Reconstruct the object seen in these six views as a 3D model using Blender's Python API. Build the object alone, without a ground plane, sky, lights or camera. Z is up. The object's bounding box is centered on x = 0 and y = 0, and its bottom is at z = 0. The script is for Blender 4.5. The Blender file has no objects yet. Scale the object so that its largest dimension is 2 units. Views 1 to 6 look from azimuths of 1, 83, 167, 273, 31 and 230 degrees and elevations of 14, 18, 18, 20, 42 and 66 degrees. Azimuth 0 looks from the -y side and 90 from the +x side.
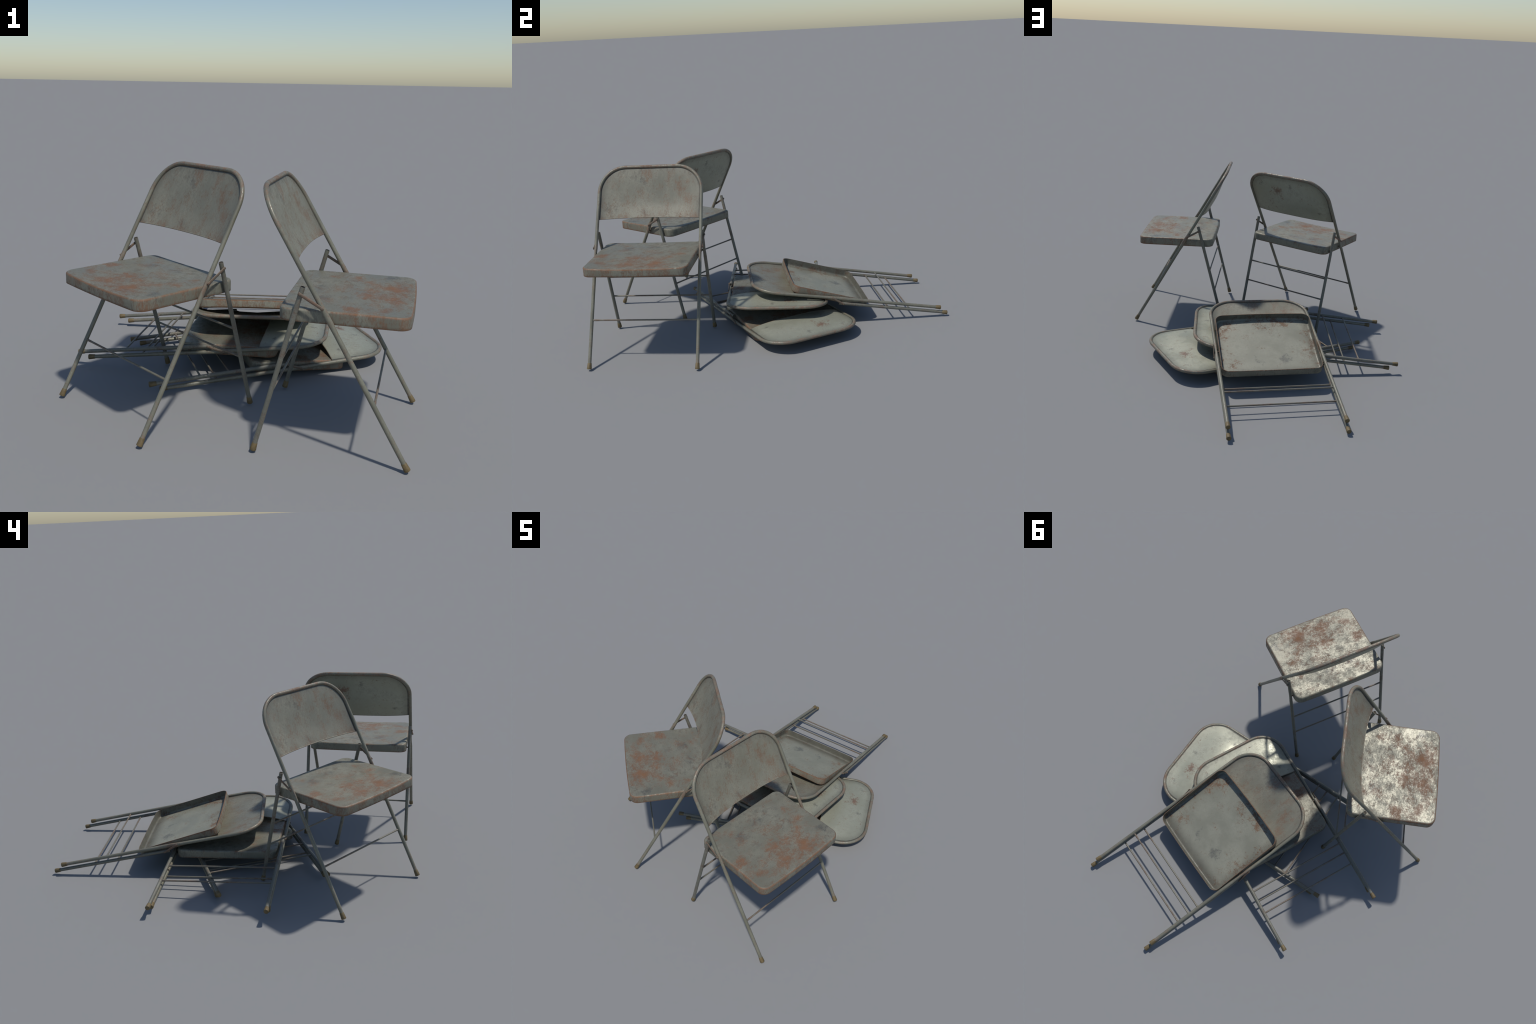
"""Five rusty steel folding chairs: two stand open, three lie folded in a pile.

One chair is modelled once, in its own frame (x = the sitter's right, y = the way
the chair faces, z = up, origin on the floor between the feet).  Rear legs and seat
swing about the side axis to fold it.  The five chairs share all mesh data.
"""
import bpy, math
from mathutils import Matrix, Vector

# ------------------------------------------------------------------ sizes (m)
HALF_W = 0.277                      # tube centre line, half width
TUBE_R = 0.0088
FOOT_F = (0.2682, 0.0072)            # (y, z) end of the front foot
KNEE = (-0.042, 0.552)              # (y, z) where the link is pinned
TOP_F = (-0.263, 0.933)             # (y, z) top rail
CORNER_R = 0.138                    # bend radius of the top corners
FOOT_R = (-0.2669, 0.0067)
TOP_R = (-0.1080, 0.6170)
SEAT_TOP, SEAT_H = 0.536, 0.045
PIVOT = (-0.0235, 0.5110)           # seat hinge on the front frame (y, z)
SEAT_FOLD = math.radians(113.07)
LEG_FOLD = math.radians(44.23)

# ------------------------------------------------------------------ mesh helpers
def make_mesh(name, verts, faces, mats, mat_of=None, sharp=35.0):
    me = bpy.data.meshes.new(name)
    me.from_pydata([tuple(v) for v in verts], [], faces)
    for m in mats:
        me.materials.append(m)
    if mat_of:
        for i, p in enumerate(me.polygons):
            p.material_index = mat_of(i, p)
    me.update()
    for p in me.polygons:
        p.use_smooth = True
    me.set_sharp_from_angle(angle=math.radians(sharp))
    return me


def sweep(path, radius, seg=20, squash=None, caps="round", up=Vector((1, 0, 0))):
    """Tube along a list of points.  squash(i) -> (side, other) radius factors."""
    n = len(path)
    verts, faces = [], []
    ref = None
    for i in range(n):
        t = (path[min(i + 1, n - 1)] - path[max(i - 1, 0)]).normalized()
        if ref is None:
            ref = (up - t * up.dot(t)).normalized()
        else:
            ref = (ref - t * ref.dot(t)).normalized()
        oth = t.cross(ref)
        sx, sy = squash(i) if squash else (1, 1)
        for k in range(seg):
            a = 2 * math.pi * k / seg
            verts.append(path[i] + ref * (radius * sx * math.cos(a)) + oth * (radius * sy * math.sin(a)))
    for i in range(n - 1):
        for k in range(seg):
            k2 = (k + 1) % seg
            faces.append((i * seg + k, i * seg + k2, (i + 1) * seg + k2, (i + 1) * seg + k))
    if caps in ("flat", "round"):
        faces.append(tuple(reversed(range(seg))))
        faces.append(tuple(range((n - 1) * seg, n * seg)))
    return verts, faces


def lathe(profile, origin, axis, seg=16):
    """Body of revolution: profile = [(along, radius)], closed at both ends."""
    axis = axis.normalized()
    a = axis.cross(Vector((1, 0, 0)))
    if a.length < 1e-4:
        a = axis.cross(Vector((0, 1, 0)))
    a.normalize()
    b = axis.cross(a)
    verts, faces = [], []
    for h, r in profile:
        for k in range(seg):
            t = 2 * math.pi * k / seg
            verts.append(origin + axis * h + a * (r * math.cos(t)) + b * (r * math.sin(t)))
    n = len(profile)
    for i in range(n - 1):
        for k in range(seg):
            k2 = (k + 1) % seg
            faces.append((i * seg + k, i * seg + k2, (i + 1) * seg + k2, (i + 1) * seg + k))
    faces.append(tuple(reversed(range(seg))))
    faces.append(tuple(range((n - 1) * seg, n * seg)))
    return verts, faces


def join(*parts):
    verts, faces = [], []
    for v, f in parts:
        o = len(verts)
        verts += v
        faces += [tuple(i + o for i in q) for q in f]
    return verts, faces


def lerp(a, b, t):
    return a + (b - a) * t


def smooth(t):
    t = min(1.0, max(0.0, t))
    return t * t * (3 - 2 * t)


# ------------------------------------------------------------------ materials
class Nodes:
    """Small wrapper to write node graphs as expressions."""

    def __init__(self, name):
        self.mat = bpy.data.materials.new(name)
        self.mat.use_nodes = True
        self.t = self.mat.node_tree
        self.t.nodes.clear()
        self.out = self.t.nodes.new("ShaderNodeOutputMaterial")
        self.bsdf = self.t.nodes.new("ShaderNodeBsdfPrincipled")
        self.t.links.new(self.bsdf.outputs[0], self.out.inputs[0])
        self.obj = self.t.nodes.new("ShaderNodeTexCoord").outputs["Object"]

    def put(self, sock, val):
        if hasattr(val, "is_output"):
            self.t.links.new(val, sock)
        elif isinstance(val, (tuple, list)) and len(val) == 3 and sock.type == "RGBA":
            sock.default_value = (*val, 1.0)
        else:
            sock.default_value = val

    def set(self, name, val):
        self.put(self.bsdf.inputs[name], val)

    def math(self, op, a, b=0.0, clamp=False):
        n = self.t.nodes.new("ShaderNodeMath")
        n.operation, n.use_clamp = op, clamp
        self.put(n.inputs[0], a)
        self.put(n.inputs[1], b)
        return n.outputs[0]

    def add(self, *xs):
        r = xs[0]
        for x in xs[1:]:
            r = self.math("ADD", r, x)
        return r

    def mul(self, a, b):
        return self.math("MULTIPLY", a, b)

    def map(self, scale=(1, 1, 1), loc=(0, 0, 0), rot=(0, 0, 0), vec=None):
        n = self.t.nodes.new("ShaderNodeMapping")
        self.put(n.inputs["Vector"], vec or self.obj)
        n.inputs["Scale"].default_value = scale
        n.inputs["Location"].default_value = loc
        n.inputs["Rotation"].default_value = rot
        return n.outputs[0]

    def noise(self, scale, detail=5, rough=0.6, vec=None, dist=0.0, color=False):
        n = self.t.nodes.new("ShaderNodeTexNoise")
        self.put(n.inputs["Vector"], vec or self.obj)
        n.inputs["Scale"].default_value = scale
        n.inputs["Detail"].default_value = detail
        n.inputs["Roughness"].default_value = rough
        n.inputs["Distortion"].default_value = dist
        return n.outputs["Color" if color else "Fac"]

    def voronoi(self, scale, vec=None):
        n = self.t.nodes.new("ShaderNodeTexVoronoi")
        self.put(n.inputs["Vector"], vec or self.obj)
        n.inputs["Scale"].default_value = scale
        return n.outputs["Distance"]

    def range(self, v, lo, hi, a=0.0, b=1.0, soft=True):
        n = self.t.nodes.new("ShaderNodeMapRange")
        n.interpolation_type = "SMOOTHSTEP" if soft else "LINEAR"
        self.put(n.inputs[0], v)
        for i, x in enumerate((lo, hi, a, b)):
            n.inputs[i + 1].default_value = x
        return n.outputs[0]

    def mix(self, f, a, b):
        n = self.t.nodes.new("ShaderNodeMix")
        n.data_type = "RGBA"
        self.put(n.inputs[0], f)
        self.put(n.inputs[6], a)
        self.put(n.inputs[7], b)
        return n.outputs[2]

    def xyz(self, vec=None):
        n = self.t.nodes.new("ShaderNodeSeparateXYZ")
        self.put(n.inputs[0], vec or self.obj)
        return n.outputs

    def normal_z(self):
        """z of the surface normal in the part's own frame."""
        geo = self.t.nodes.new("ShaderNodeNewGeometry")
        tr = self.t.nodes.new("ShaderNodeVectorTransform")
        tr.vector_type, tr.convert_from, tr.convert_to = "NORMAL", "WORLD", "OBJECT"
        self.t.links.new(geo.outputs["Normal"], tr.inputs[0])
        return self.xyz(tr.outputs[0])[2]

    def ball(self, centre, rad, vec):
        n = self.t.nodes.new("ShaderNodeVectorMath")
        n.operation = "DISTANCE"
        self.put(n.inputs[0], vec)
        n.inputs[1].default_value = centre
        return self.range(n.outputs["Value"], rad, 0.0)

    def blobs(self, items, vec):
        r = None
        for c, rad, w in items:
            b = self.mul(self.ball(c, rad, vec), w)
            r = b if r is None else self.math("MAXIMUM", r, b)
        return r

    def bump(self, h, strength=0.2, dist=0.002):
        n = self.t.nodes.new("ShaderNodeBump")
        n.inputs["Strength"].default_value = strength
        n.inputs["Distance"].default_value = dist
        self.put(n.inputs["Height"], h)
        return n.outputs[0]


RUST_ORANGE = (0.190, 0.084, 0.034)
RUST_BROWN = (0.132, 0.066, 0.032)
RUST_DARK = (0.110, 0.055, 0.036)
HALO = (0.165, 0.122, 0.090)
STAIN = (0.075, 0.076, 0.070)


def worn_paint(name, paint, light, grey, blobs=(), stains=(), rust=(RUST_BROWN, RUST_ORANGE), bias=0.0,
               blob_gain=0.15, halo=0.5, grime=0.5, stretch=(1, 1, 1), edge=None, crease=None,
               rough=0.42, grain=1.0, width=0.13, opacity=0.80, speck=0.30, metal=0.12, fineness=1.0, glint=0.12):
    """Pale enamel with grey grime, dark smudges and layered speckled rust."""
    g = Nodes(name)
    st = g.map(stretch)
    wn = g.t.nodes.new("ShaderNodeVectorMath")
    wn.operation = "MULTIPLY_ADD"
    g.put(wn.inputs[0], g.noise(16, 4, 0.65, color=True))
    wn.inputs[1].default_value = (0.10, 0.10, 0.10)
    g.put(wn.inputs[2], g.map((1, 1, 1), (-0.05, -0.05, -0.05)))
    warp = wn.outputs[0]
    big = g.noise(8, 4, 0.6, st)
    mid = g.noise(36, 8, 0.72, st, 0.35)
    fine = g.noise(170, 7, 0.78, st, 0.2)
    tiny = g.noise(420, 3, 0.7, st)
    # enamel: soft patches, then scratchy grain rubbed grey
    col = g.mix(g.range(g.add(g.mul(big, 0.6), g.mul(mid, 0.4)), 0.40, 0.60), paint, light)
    gm = g.range(g.add(g.mul(mid, 0.48), g.mul(fine, 0.27), g.mul(big, 0.25)), 0.46, 0.61)
    col = g.mix(g.mul(gm, grime), col, grey)
    if stains:
        s = g.blobs(stains, warp)
        sm = g.range(g.add(g.mul(s, 0.22), g.mul(mid, 0.5), g.mul(fine, 0.2)), 0.43, 0.62)
        col = g.mix(g.mul(sm, 0.72), col, STAIN)
    # rust field: clusters broken up by finer and finer noise
    field = g.add(g.mul(g.noise(15 * fineness, 6, 0.68, st), 0.40), g.mul(g.noise(58 * fineness, 9, 0.82, st, 0.6), 0.60 - speck),
                  g.mul(fine, speck))
    field = g.add(g.mul(field, 1.6), 0.5 - 0.80 + bias)                  # more contrast, still centred on 0.5
    if blobs:
        field = g.add(field, g.mul(g.blobs(blobs, warp), blob_gain))
    if edge:
        field = g.add(field, edge(g))
    hm = g.range(field, 0.48, 0.66)
    col = g.mix(g.mul(hm, halo), col, HALO)
    rm = g.range(field, 0.585 - width / 2, 0.585 + width / 2)
    tone = g.range(g.add(g.mul(g.noise(26, 8, 0.75), 0.6), g.mul(tiny, 0.4)), 0.43, 0.57)
    col = g.mix(g.mul(rm, opacity), col, g.mix(tone, *rust))
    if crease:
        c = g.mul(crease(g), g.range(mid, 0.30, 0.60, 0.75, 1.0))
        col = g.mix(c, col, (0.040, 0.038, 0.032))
    g.set("Base Color", col)
    grit = g.range(g.add(g.mul(g.noise(85, 8, 0.8, st, 0.4), 0.55), g.mul(big, 0.45)), 0.43, 0.57)
    r = g.add(rough - 0.08, g.mul(grit, glint), g.mul(gm, 0.14), g.mul(rm, 0.25))
    g.set("Roughness", r)
    g.set("Specular IOR Level", 0.5)
    g.set("Metallic", g.mul(g.math("SUBTRACT", 1.0, rm), metal))
    h = g.add(g.mul(fine, 0.6 * grain), g.mul(mid, 0.4 * grain), g.mul(rm, 0.25))
    g.set("Normal", g.bump(h, 0.25, 0.0010))
    return g.mat


Z_TOP = SEAT_TOP


def seat_edges(g):
    """Rust gathers on the fold between top and walls, and at the lower rim."""
    x, y, z = g.xyz()
    nz = g.normal_z()
    fold = g.mul(g.range(nz, 0.10, 0.45), g.range(nz, 0.985, 0.85))
    rim = g.range(z, Z_TOP - SEAT_H + 0.009, Z_TOP - SEAT_H)
    wall = g.range(nz, 0.6, 0.2)
    return g.add(g.mul(fold, g.range(y, -0.15, 0.20, 0.06, 0.17)), g.mul(rim, 0.18),
                 g.mul(wall, g.range(y, -0.18, 0.20, -0.02, 0.06)))


mat_seat = worn_paint(
    "rusty_seat_enamel", (0.180, 0.174, 0.134), (0.246, 0.240, 0.188), (0.105, 0.099, 0.081),
    blobs=[((-0.085, 0.165, .53), .115, 1.02), ((0.055, 0.185, .53), .085, .88), ((0.035, 0.105, .53), .085, .85),
           ((-0.02, 0.135, .53), .11, .75), ((0.215, 0.045, .53), .085, .70), ((0.195, 0.145, .53), .085, .60),
           ((-0.165, 0.045, .53), .09, .50), ((0.12, 0.21, .53), .06, .35), ((-0.02, 0.0, .53), .12, .32),
           ((0.12, -0.06, .53), .10, .25), ((-0.19, -0.05, .53), .10, .25)],
    stains=[((0.11, -0.065, .53), .075, 1.0), ((-0.02, -0.085, .53), .08, .7), ((-0.225, 0.165, .53), .07, 1.0),
            ((-0.13, 0.02, .53), .08, .6)],
    bias=-0.040, blob_gain=0.200, opacity=0.76, speck=0.30, fineness=1.25, edge=seat_edges, grime=0.75, stretch=(0.85, 1.1, 0.45), rough=0.47, halo=0.85, metal=0.25, glint=0.18, width=0.28)


def under_edges(g):
    x, y, z = g.xyz()
    ax = g.math("ABSOLUTE", x)
    border = g.math("MAXIMUM", g.range(ax, 0.15, 0.26), g.math("MAXIMUM", g.range(y, 0.13, 0.25), g.range(y, -0.10, -0.19, 0, .3)))
    return g.mul(border, 0.075)


def under_baked_shade(g):  # pan's corner occlusion and inner-wall shadow, darkened into the base colour
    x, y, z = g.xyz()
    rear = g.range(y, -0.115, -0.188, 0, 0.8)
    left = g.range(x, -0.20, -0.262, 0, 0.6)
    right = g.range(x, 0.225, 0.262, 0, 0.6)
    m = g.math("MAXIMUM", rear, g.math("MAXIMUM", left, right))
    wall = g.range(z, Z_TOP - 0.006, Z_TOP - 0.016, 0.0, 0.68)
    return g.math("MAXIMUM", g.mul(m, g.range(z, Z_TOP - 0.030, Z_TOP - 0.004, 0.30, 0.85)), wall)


mat_under = worn_paint(
    "seat_underside_enamel", (0.222, 0.219, 0.170), (0.280, 0.278, 0.220), (0.132, 0.126, 0.098),
    blobs=[((0.205, 0.17, .53), .11, .75), ((-0.02, 0.21, .53), .12, .5), ((-0.21, 0.03, .53), .10, .45),
           ((0.20, -0.09, .53), .10, .55), ((-0.12, 0.20, .53), .08, .5), ((0.06, 0.07, .53), .10, .25),
           ((-0.20, -0.12, .53), .09, .4)],
    stains=[((-0.09, -0.07, .53), .07, 1.0), ((0.06, -0.075, .53), .06, .75), ((-0.22, 0.12, .53), .08, .5),
            ((0.17, 0.10, .53), .05, .5)],
    bias=-0.065, edge=under_edges, crease=under_baked_shade, grime=0.32, rough=0.52, grain=0.5, width=0.11, halo=0.3, fineness=1.35)

COS_UP = (TOP_F[1] - KNEE[1]) / math.hypot(TOP_F[1] - KNEE[1], KNEE[0] - TOP_F[0])


def back_crease(g):
    """Dark line where the panel meets the tube (rounded rectangle distance)."""
    x, y, z = g.xyz()
    qx = g.math("MAXIMUM", g.math("SUBTRACT", g.math("ABSOLUTE", x), HALF_W - 0.002 - CORNER_R), 0.0)
    s_up = g.math("DIVIDE", g.math("SUBTRACT", TOP_F[1], z), COS_UP)         # distance below the rail
    qy = g.math("MAXIMUM", g.math("SUBTRACT", CORNER_R, s_up), 0.0)
    d = g.math("SQRT", g.add(g.mul(qx, qx), g.mul(qy, qy)))
    return g.math("MAXIMUM", g.range(d, CORNER_R - 0.017, CORNER_R - 0.0105, 0.0, 0.92),
                  g.range(d, CORNER_R - 0.05, CORNER_R - 0.012, 0.0, 0.30))


def back_edges(g):
    x, y, z = g.xyz()
    return g.add(g.range(z, 0.715, 0.685, 0.0, 0.06), g.range(z, 0.86, 0.93, 0.0, 0.02))


mat_back_front = worn_paint(
    "backrest_front_enamel", (0.180, 0.174, 0.133), (0.246, 0.239, 0.186), (0.114, 0.105, 0.083),
    blobs=[((-0.045, -0.20, .83), .06, 1.0), ((-0.075, -0.19, .79), .045, .85), ((-0.165, -0.21, .835), .07, .7),
           ((0.20, -0.22, .84), .07, .75), ((0.03, -0.25, .895), .045, .75), ((-0.20, -0.17, .77), .09, .55),
           ((0.13, -0.16, .755), .045, .6), ((-0.23, -0.13, .70), .06, .6), ((-0.21, -0.22, .86), .06, .5),
           ((-0.11, -0.25, .90), .05, .4), ((0.18, -0.24, .90), .04, .4)],
    stains=[((0.06, -0.22, .87), .06, .8), ((0.21, -0.17, .76), .08, .6), ((0.0, -0.19, .80), .07, .6),
            ((0.035, -0.15, .71), .07, .9)],
    bias=-0.026, blob_gain=0.115, width=0.27, opacity=0.58, metal=0.10, stretch=(1.25, 0.75, 0.75), edge=back_edges, crease=back_crease, grime=0.62,
    rough=0.46, halo=0.5)

mat_back_rear = worn_paint(
    "backrest_rear_enamel", (0.290, 0.294, 0.228), (0.335, 0.340, 0.270), (0.178, 0.176, 0.140),
    blobs=[((-0.075, -0.22, .835), .075, 1.15), ((-0.06, -0.20, .80), .06, .7), ((-0.11, -0.18, .75), .08, .45),
           ((0.2, -0.16, .75), .05, .6), ((-0.18, -0.22, .87), .06, .4), ((0.12, -0.15, .72), .05, .35),
           ((-0.2, -0.15, .71), .07, .35)],
    stains=[((0.03, -0.23, .88), .05, .9), ((0.19, -0.16, .74), .05, .9), ((-0.19, -0.23, .88), .05, .6)],
    bias=-0.060, blob_gain=0.140, crease=back_crease, grime=0.38, rough=0.43, metal=0.25, grain=0.12,
    rust=(RUST_DARK, (0.18, 0.080, 0.045)), width=0.12, halo=0.25, speck=0.36, fineness=1.8)


def frame_edges(g):
    x, y, z = g.xyz()
    top = g.range(z, 0.76, 0.94, 0.0, 0.085)
    knee = g.mul(g.range(z, 0.46, 0.51), g.range(z, 0.60, 0.555))
    return g.add(top, g.mul(knee, 0.07))


mat_tube = worn_paint(
    "tube_enamel", (0.155, 0.151, 0.114), (0.226, 0.223, 0.172), (0.085, 0.080, 0.060), bias=-0.012,
    edge=frame_edges, grime=0.5, rough=0.42, grain=0.4, width=0.17, halo=0.5, opacity=0.7,
    rust=((0.130, 0.078, 0.052), (0.235, 0.130, 0.082)))


def leg_edges(g):
    x, y, z = g.xyz()
    return g.range(z, 0.40, 0.62, 0.0, 0.05)


mat_leg = worn_paint(
    "rear_leg_enamel", (0.140, 0.140, 0.113), (0.200, 0.200, 0.163), (0.088, 0.085, 0.070), bias=0.0,
    edge=leg_edges, grime=0.6, rough=0.44, grain=0.4, width=0.18, halo=0.5, opacity=0.65,
    rust=((0.095, 0.068, 0.050), (0.150, 0.098, 0.068)))
mat_bar = worn_paint(
    "crossbar_enamel", (0.135, 0.128, 0.100), (0.190, 0.180, 0.143), (0.085, 0.078, 0.062), bias=0.03,
    stretch=(0.6, 1, 1), grime=0.55, rough=0.48, grain=0.4, width=0.2, halo=0.6, opacity=0.7,
    rust=((0.105, 0.066, 0.046), (0.185, 0.115, 0.078)))
mat_link = worn_paint(
    "rusty_link", (0.125, 0.100, 0.075), (0.165, 0.125, 0.09), (0.085, 0.07, 0.055), bias=0.06, grime=0.5,
    rough=0.6, width=0.2, rust=((0.115, 0.058, 0.036), (0.235, 0.112, 0.064)))


def cap_material():
    g = Nodes("brown_rubber_cap")
    n = g.range(g.noise(60, 6, 0.7), 0.35, 0.65)
    g.set("Base Color", g.mix(n, (0.105, 0.075, 0.031), (0.165, 0.120, 0.054)))
    g.set("Roughness", 0.62)
    g.set("Normal", g.bump(g.noise(220, 4, 0.7), 0.15, 0.001))
    return g.mat


mat_cap = cap_material()


def bore_material():
    g = Nodes("dark_tube_bore")
    g.set("Base Color", g.mix(g.noise(120, 4), (0.045, 0.042, 0.034), (0.085, 0.07, 0.055)))
    g.set("Roughness", 0.9)
    return g.mat


mat_bore = bore_material()

# ------------------------------------------------------------------ front frame
LEN_LOW = math.hypot(FOOT_F[0] - KNEE[0], FOOT_F[1] - KNEE[1])
LEN_UP = math.hypot(KNEE[0] - TOP_F[0], KNEE[1] - TOP_F[1])
LEN = LEN_LOW + LEN_UP


def on_frame(s):
    """(y, z) on the side line of the front frame at length s from the foot."""
    d = s - LEN_LOW
    a = (FOOT_F[0] + (KNEE[0] - FOOT_F[0]) * s / LEN_LOW, FOOT_F[1] + (KNEE[1] - FOOT_F[1]) * s / LEN_LOW)
    b = (KNEE[0] + (TOP_F[0] - KNEE[0]) * d / LEN_UP, KNEE[1] + (TOP_F[1] - KNEE[1]) * d / LEN_UP)
    w = smooth(d / 0.06 * 0.5 + 0.5)
    return lerp(a[0], b[0], w), lerp(a[1], b[1], w)


UPN = Vector((0, TOP_F[1] - KNEE[1], KNEE[0] - TOP_F[0])).normalized()   # chair-forward side of the back plane
UPN = Vector((0, UPN.y, -UPN.z)) if UPN.z < 0 else UPN


def frame_pt(x, s):
    y, z = on_frame(s)
    return Vector((x, y, z))


def half_width(s):
    """Centre line half width: straight, then a quarter bend into the top rail."""
    w = HALF_W - 0.002 * smooth((s - LEN_LOW) / LEN_UP)
    d = s - (LEN - CORNER_R)
    if d <= 0:
        return w
    d = min(d, CORNER_R)
    return w - CORNER_R + math.sqrt(max(0.0, CORNER_R ** 2 - d ** 2))


def frame_path():
    pts = []
    n = 46
    start = 0.020
    s_c = LEN - CORNER_R
    for i in range(n):
        s = lerp(start, s_c, i / (n - 1))
        pts.append(frame_pt(half_width(s), s))
    w = half_width(s_c)
    for i in range(1, 15):
        a = math.pi / 2 * i / 14
        pts.append(frame_pt(w - CORNER_R * (1 - math.cos(a)), s_c + CORNER_R * math.sin(a)))
    xc = w - CORNER_R
    for i in range(1, 6):
        pts.append(frame_pt(xc * (1 - i / 6), LEN))
    return pts + [frame_pt(0, LEN)] + [Vector((-p.x, p.y, p.z)) for p in reversed(pts)]


path = frame_path()


def pinch(i):
    z = path[i].z
    k = smooth((z - 0.468) / 0.03) * smooth((0.560 - z) / 0.03) if abs(path[i].x) > 0.2 else 0
    return 1 - 0.22 * k, 1 + 0.16 * k


me_frame = make_mesh("frame", *sweep(path, TUBE_R, 20, pinch), [mat_tube])

# ------------------------------------------------------------------ backrest panel
def backrest():
    s0 = LEN_LOW + 0.1515
    s1 = LEN - 0.004
    NU, NV, T = 40, 30, 0.0012
    front, rear = [], []

    def point(u, v):
        arch = 0.003 + 0.0145 * (1 - abs(u) ** 2.6)           # lower edge arches up in the middle
        s = lerp(s0 + arch, s1, v)
        w = half_width(s) - 0.002
        d = 0.028 * (1 - abs(u) ** 3.0) * smooth((1 - v) * 1.25) ** 0.9
        d += 0.002
        return frame_pt(u * w, s) - UPN * d

    for off, dest in ((T, front), (-T, rear)):
        for j in range(NV + 1):
            v = 1 - (1 - j / NV) ** 1.4
            for i in range(NU + 1):
                dest.append(point(-1 + 2 * i / NU, v) + UPN * off)
    verts = front + rear
    N = len(front)
    faces, kind = [], []
    W = NU + 1
    for j in range(NV):
        for i in range(NU):
            a = j * W + i
            faces.append((a, a + W, a + W + 1, a + 1)); kind.append(0)
            faces.append((N + a, N + a + 1, N + a + W + 1, N + a + W)); kind.append(1)
    rim = [i for i in range(W)] + [j * W + NU for j in range(1, NV + 1)] + \
          [NV * W + i for i in range(NU - 1, -1, -1)] + [j * W for j in range(NV - 1, 0, -1)]
    for a, b in zip(rim, rim[1:] + rim[:1]):
        faces.append((a, b, N + b, N + a)); kind.append(0)
    # rolled hem along the free lower edge
    hem = [point(-1 + 2 * i / NU, 0.0) for i in range(NU + 1)]
    hv, hf = sweep(hem, 0.0024, 10, up=Vector((0, 0, 1)))
    o = len(verts)
    verts += hv
    for f in hf:
        faces.append(tuple(i + o for i in f)); kind.append(0)
    return make_mesh("backrest", verts, faces, [mat_back_front, mat_back_rear], lambda i, p: kind[i], 40)


me_back = backrest()

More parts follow.
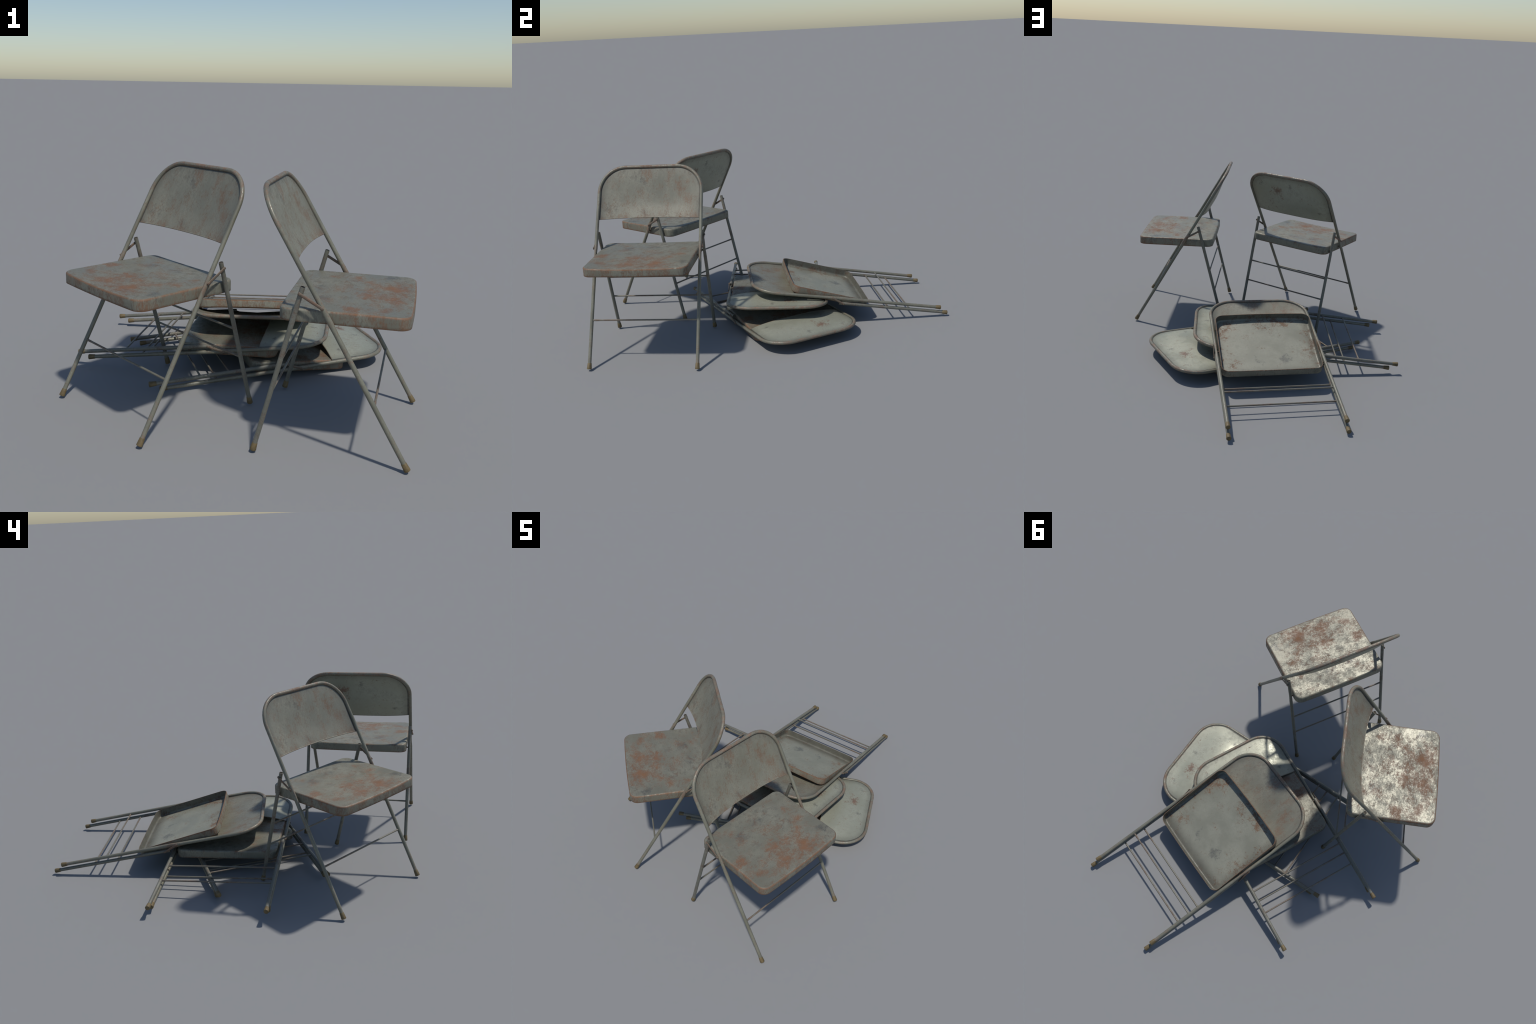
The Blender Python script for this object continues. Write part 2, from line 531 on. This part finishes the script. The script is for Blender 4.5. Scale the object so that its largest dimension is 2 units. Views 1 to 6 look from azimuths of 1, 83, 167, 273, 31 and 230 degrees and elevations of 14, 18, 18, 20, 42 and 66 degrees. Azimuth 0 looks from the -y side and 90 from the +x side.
# ------------------------------------------------------------------ seat pan
def seat():
    hw, y_front, y_rear = 0.2625, 0.2465, -0.1915
    rf, rr = 0.040, 0.038
    yc = (y_front + y_rear) / 2

    def outline(inset, n_arc=9, n_side=16):
        """Rounded rectangle, bowed outwards a little on the front edge."""
        pts = []
        cs = [(hw - rf, y_front - rf, rf, 0), (-hw + rf, y_front - rf, rf, 90),
              (-hw + rr, y_rear + rr, rr, 180), (hw - rr, y_rear + rr, rr, 270)]
        for q, (cx, cy, r, a0) in enumerate(cs):
            r2 = max(r - inset, 0.004)
            for k in range(n_arc):
                a = math.radians(a0 + 90 * k / (n_arc - 1))
                pts.append((cx + r2 * math.cos(a), cy + r2 * math.sin(a)))
            nx, ny, nr, na = cs[(q + 1) % 4]
            nr2 = max(nr - inset, 0.004)
            e = pts[-1]
            b = (nx + nr2 * math.cos(math.radians(na)), ny + nr2 * math.sin(math.radians(na)))
            for k in range(1, n_side):
                pts.append((lerp(e[0], b[0], k / n_side), lerp(e[1], b[1], k / n_side)))
        out = []
        for x, y in pts:
            fx = max(0.0, 1 - (x / hw) ** 2)
            fy = (y - yc) / (y_front - yc)
            y += 0.007 * fx * max(0, fy) ** 3 - 0.003 * fx * max(0, -fy) ** 3
            out.append((x, y))
        return out

    def dish(x, y, drop):
        fx = max(0.0, 1 - (x / hw) ** 2)
        fy = smooth((y - 0.03) / 0.20)
        rearf = smooth((-0.05 - y) / 0.14)
        return drop * (0.0055 * fx * fy + 0.0015 * fx + 0.002 * fx * rearf)

    rings = []
    z0 = SEAT_TOP - SEAT_H
    R, T = 0.0088, 0.0028
    for h, ins in ((0.0, 0.0006), (0.0012, 0.0), (0.012, 0.0), (0.024, 0.0)):
        rings.append((ins, z0 + h, 0, h / SEAT_H))
    for k in range(6):
        a = math.pi / 2 * k / 5
        rings.append((R * (1 - math.cos(a)), SEAT_TOP - R + R * math.sin(a), 0, 0.75 + 0.25 * math.sin(a)))
    verts, faces, kind = [], [], []
    base = outline(0)
    n = len(base)

    def ring(pts, z, drop):
        o = len(verts)
        for x, y in pts:
            verts.append(Vector((x, y, z - dish(x, y, drop))))
        return o

    loops = []
    for ins, z, _, drop in rings:
        loops.append((ring(outline(ins), z, drop), 0))
    top = outline(R)
    for f in (0.985, 0.95, 0.90, 0.82, 0.72, 0.60, 0.48, 0.36, 0.24, 0.12):
        loops.append((ring([(x * f, yc + (y - yc) * f) for x, y in top], SEAT_TOP, 1.0), 0))
    last_top = loops[-1][0]
    # inner skin, from the rim up and across the ceiling
    inner = [(T, z0, 0.0), (T, z0 + 0.02, 0.4)]
    inner += [(T + R * (1 - math.cos(a)), SEAT_TOP - T - R + R * math.sin(a), 1.0)
              for a in (0, 0.4, 0.8, 1.2, math.pi / 2)]
    in_loops = [(ring(outline(i), z, d), 1) for i, z, d in inner]
    top_in = outline(T + R)
    for f in (0.97, 0.90, 0.75, 0.6, 0.45, 0.3, 0.15):
        in_loops.append((ring([(x * f, yc + (y - yc) * f) for x, y in top_in], SEAT_TOP - T, 1.0), 1))

    def skin(ls, flip):
        for (a, m), (b, _) in zip(ls, ls[1:]):
            for k in range(n):
                k2 = (k + 1) % n
                q = (a + k, a + k2, b + k2, b + k)
                faces.append(tuple(reversed(q)) if flip else q)
                kind.append(m)
        c = len(verts)
        o = ls[-1][0]
        avg = sum((verts[o + k] for k in range(n)), Vector()) / n
        verts.append(avg)
        for k in range(n):
            q = (o + k, o + (k + 1) % n, c)
            faces.append(tuple(reversed(q)) if flip else q)
            kind.append(ls[0][1])

    skin(loops, False)
    skin(in_loops, True)
    a, b = loops[0][0], in_loops[0][0]
    for k in range(n):
        k2 = (k + 1) % n
        faces.append((a + k2, a + k, b + k, b + k2)); kind.append(0)
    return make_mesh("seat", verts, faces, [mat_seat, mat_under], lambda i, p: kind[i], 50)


me_seat = seat()

# ------------------------------------------------------------------ rear legs
leg_dir = Vector((0, TOP_R[0] - FOOT_R[0], TOP_R[1] - FOOT_R[1])).normalized()


def leg_at(z, x=0.0):
    t = (z - FOOT_R[1]) / (TOP_R[1] - FOOT_R[1])
    return Vector((x, lerp(FOOT_R[0], TOP_R[0], t), z))


def rear_leg(side):
    x = side * HALF_W
    a, b = leg_at(FOOT_R[1], x), leg_at(TOP_R[1], x)
    L = (b - a).length
    pts = [a + leg_dir * lerp(0.020, L, i / 30) for i in range(31)]

    def flat(i):
        z = pts[i].z
        k = smooth((z - 0.47) / 0.03) * smooth((0.55 - z) / 0.03)
        return 1 - 0.15 * k, 1 + 0.10 * k
    body = sweep(pts, TUBE_R, 20, flat, caps=None)
    verts, faces = body
    seg = 20
    # open upper end: lip, bore wall and a dark bottom
    o = len(verts)
    n_body = len(faces)
    ref = Vector((1, 0, 0))
    oth = leg_dir.cross(ref)
    for r, h in ((TUBE_R * 0.86, 0.0), (TUBE_R * 0.84, -0.003)):
        for k in range(seg):
            t = 2 * math.pi * k / seg
            verts.append(b + leg_dir * h + ref * (r * math.cos(t)) + oth * (r * math.sin(t)))
    e = 30 * seg
    for k in range(seg):
        k2 = (k + 1) % seg
        faces.append((e + k, e + k2, o + k2, o + k))
    lip = len(faces)
    for k in range(seg):
        k2 = (k + 1) % seg
        faces.append((o + k, o + k2, o + seg + k2, o + seg + k))
    faces.append(tuple(o + seg + k for k in range(seg)))
    faces.append(tuple(reversed(range(seg))))
    return make_mesh("rear_leg", verts, faces, [mat_leg, mat_bore], lambda i, p: 1 if lip <= i < lip + seg + 1 else 0, 40)


me_leg = {s: rear_leg(s) for s in (1, -1)}


# ------------------------------------------------------------------ bars, caps, links, pins
def cross_bar(name, y, z):
    pts = [Vector((lerp(-HALF_W, HALF_W, i / 24), y, z)) for i in range(25)]

    def ends(i):
        k = 1 - min(i, 24 - i)
        return (1.12, 1.12) if k >= 0 else (1, 1)
    return make_mesh(name, *sweep(pts, 0.0042, 12, ends, up=Vector((0, 0, 1))), [mat_bar])


me_front_bar = cross_bar("front_crossbar", *on_frame(0.248))
me_rear_bars = [cross_bar("rear_crossbar", leg_at(z).y, z) for z in (0.219, 0.342)]


def foot_cap(end, axis):
    L = 0.031
    prof = [(0.0, 0.0085), (0.0012, 0.0112), (0.003, 0.0120), (0.012, 0.0113), (L - 0.001, 0.0099), (L, 0.0094)]
    return make_mesh("foot_cap", *lathe(prof, end, axis, 16), [mat_cap], None, 40)


front_dir = Vector((0, KNEE[0] - FOOT_F[0], KNEE[1] - FOOT_F[1]))
me_cap_f = {s: foot_cap(Vector((s * HALF_W, *FOOT_F)), front_dir) for s in (1, -1)}
me_cap_r = {s: foot_cap(Vector((s * HALF_W, *FOOT_R)), leg_dir) for s in (1, -1)}

Rx = lambda a: Matrix.Rotation(a, 4, "X")
HINGE0 = Vector((0, 0, 0.5))
LEG_FOLDED = Matrix.Translation(HINGE0 + Vector((0, 0.1138, -0.0044))) @ Rx(LEG_FOLD) @ Matrix.Translation(-HINGE0)
PIV = Vector((0, *PIVOT))
SEAT_FOLDED = Matrix.Translation(PIV) @ Rx(SEAT_FOLD) @ Matrix.Translation(-PIV)

LINK_LEG = leg_at(0.5935)


def link(side, folded):
    """Flat strap from the front frame to the rear leg with pin heads at both ends."""
    x = side * (HALF_W + TUBE_R + 0.0022)
    a = Vector((x, *KNEE))
    b = LINK_LEG.copy()
    if folded:
        b = LEG_FOLDED @ b
    b.x = x
    d = (b - a).normalized()
    pts = [a - d * 0.008, a - d * 0.007] + [lerp(a, b, t / 8) for t in range(9)] + [b + d * 0.007, b + d * 0.008]
    n = len(pts)

    def prof(i):
        e = 0.55 if i in (0, n - 1) else 1.0
        return 0.42 * e, 1.0 * e
    parts = [sweep(pts, 0.0056, 12, prof)]
    for p in (a, b):
        parts.append(lathe([(-0.014, 0.0028), (0.0020, 0.0030), (0.0024, 0.0040), (0.0042, 0.0034), (0.0048, 0.0018)],
                           p, Vector((side, 0, 0)), 10))
    return make_mesh("hinge_link", *join(*parts), [mat_link], None, 45)


me_link = {(s, f): link(s, f) for s in (1, -1) for f in (False, True)}


def pin(side, y, z, x0, x1, r):
    ax = Vector((side, 0, 0))
    L = x1 - x0
    return make_mesh("hinge_pin", *lathe([(0, r * 1.5), (0.003, r * 1.5), (0.004, r), (L - 0.003, r), (L - 0.002, r * 1.3), (L, r * 0.9)],
                                         Vector((side * x0, y, z)), ax, 12), [mat_link], None, 40)


me_seat_pin = {s: pin(s, PIVOT[0], PIVOT[1], 0.2600, HALF_W, 0.0036) for s in (1, -1)}
me_leg_pin = {s: pin(s, leg_at(0.5045).y, 0.5045, 0.2600, HALF_W - TUBE_R + 0.003, 0.0034) for s in (1, -1)}

# ------------------------------------------------------------------ assemble the five chairs
def child(name, mesh, parent, matrix=None):
    ob = bpy.data.objects.new(name, mesh)
    bpy.context.scene.collection.objects.link(ob)
    ob.parent = parent
    if matrix is not None:
        ob.matrix_local = matrix
    return ob


def chair(place, folded, label):
    root = bpy.data.objects.new("folding_chair", None)
    root.empty_display_size = 0.2
    bpy.context.scene.collection.objects.link(root)
    root.matrix_world = place
    root["label"] = label
    root["category"] = "folding chair"
    I = Matrix.Identity(4)
    seat_m = SEAT_FOLDED if folded else I
    leg_m = LEG_FOLDED if folded else I
    fr = child("frame", me_frame, root)
    child("front_crossbar", me_front_bar, root)
    child("backrest", me_back, root)
    st = child("seat", me_seat, root, seat_m)
    for s in (1, -1):
        child("foot_cap", me_cap_f[s], fr)
        child("seat_pin", me_seat_pin[s], fr)
        lg = child("rear_leg", me_leg[s], root, leg_m)
        child("foot_cap", me_cap_r[s], lg)
        child("leg_pin", me_leg_pin[s], st)
        child("hinge_link", me_link[(s, folded)], root)
    for me in me_rear_bars:
        child("rear_crossbar", me, root, leg_m)
    return root


def standing(x, y, yaw_deg):
    return Matrix.Translation((x, y, 0)) @ Matrix.Rotation(math.radians(yaw_deg), 4, "Z")


def lying(rotvec, loc):
    r = Vector(rotvec)
    return Matrix.Translation(loc) @ Matrix.Rotation(r.length, 4, r.normalized())


chair(standing(0.3970, -0.6590, -103.05), False, "open grey steel folding chair with rusty seat")
chair(standing(-0.3285, -0.4790, 134.23), False, "open grey steel folding chair, worn and rusty")
chair(lying((0.87515, -0.01600, -0.02931), (0.07051, 0.78765, -0.15922)), True,
      "folded rusty chair lying on its back, seat underside up")
chair(lying((-1.42840, 1.61220, -1.09230), (-0.55000, 0.14080, 0.28450)), True,
      "folded rusty chair lying face down in the pile")
chair(lying((-1.73392, 1.24853, -0.76555), (-0.29999, -0.10430, 0.25970)), True,
      "folded rusty chair at the bottom of the pile, face down")
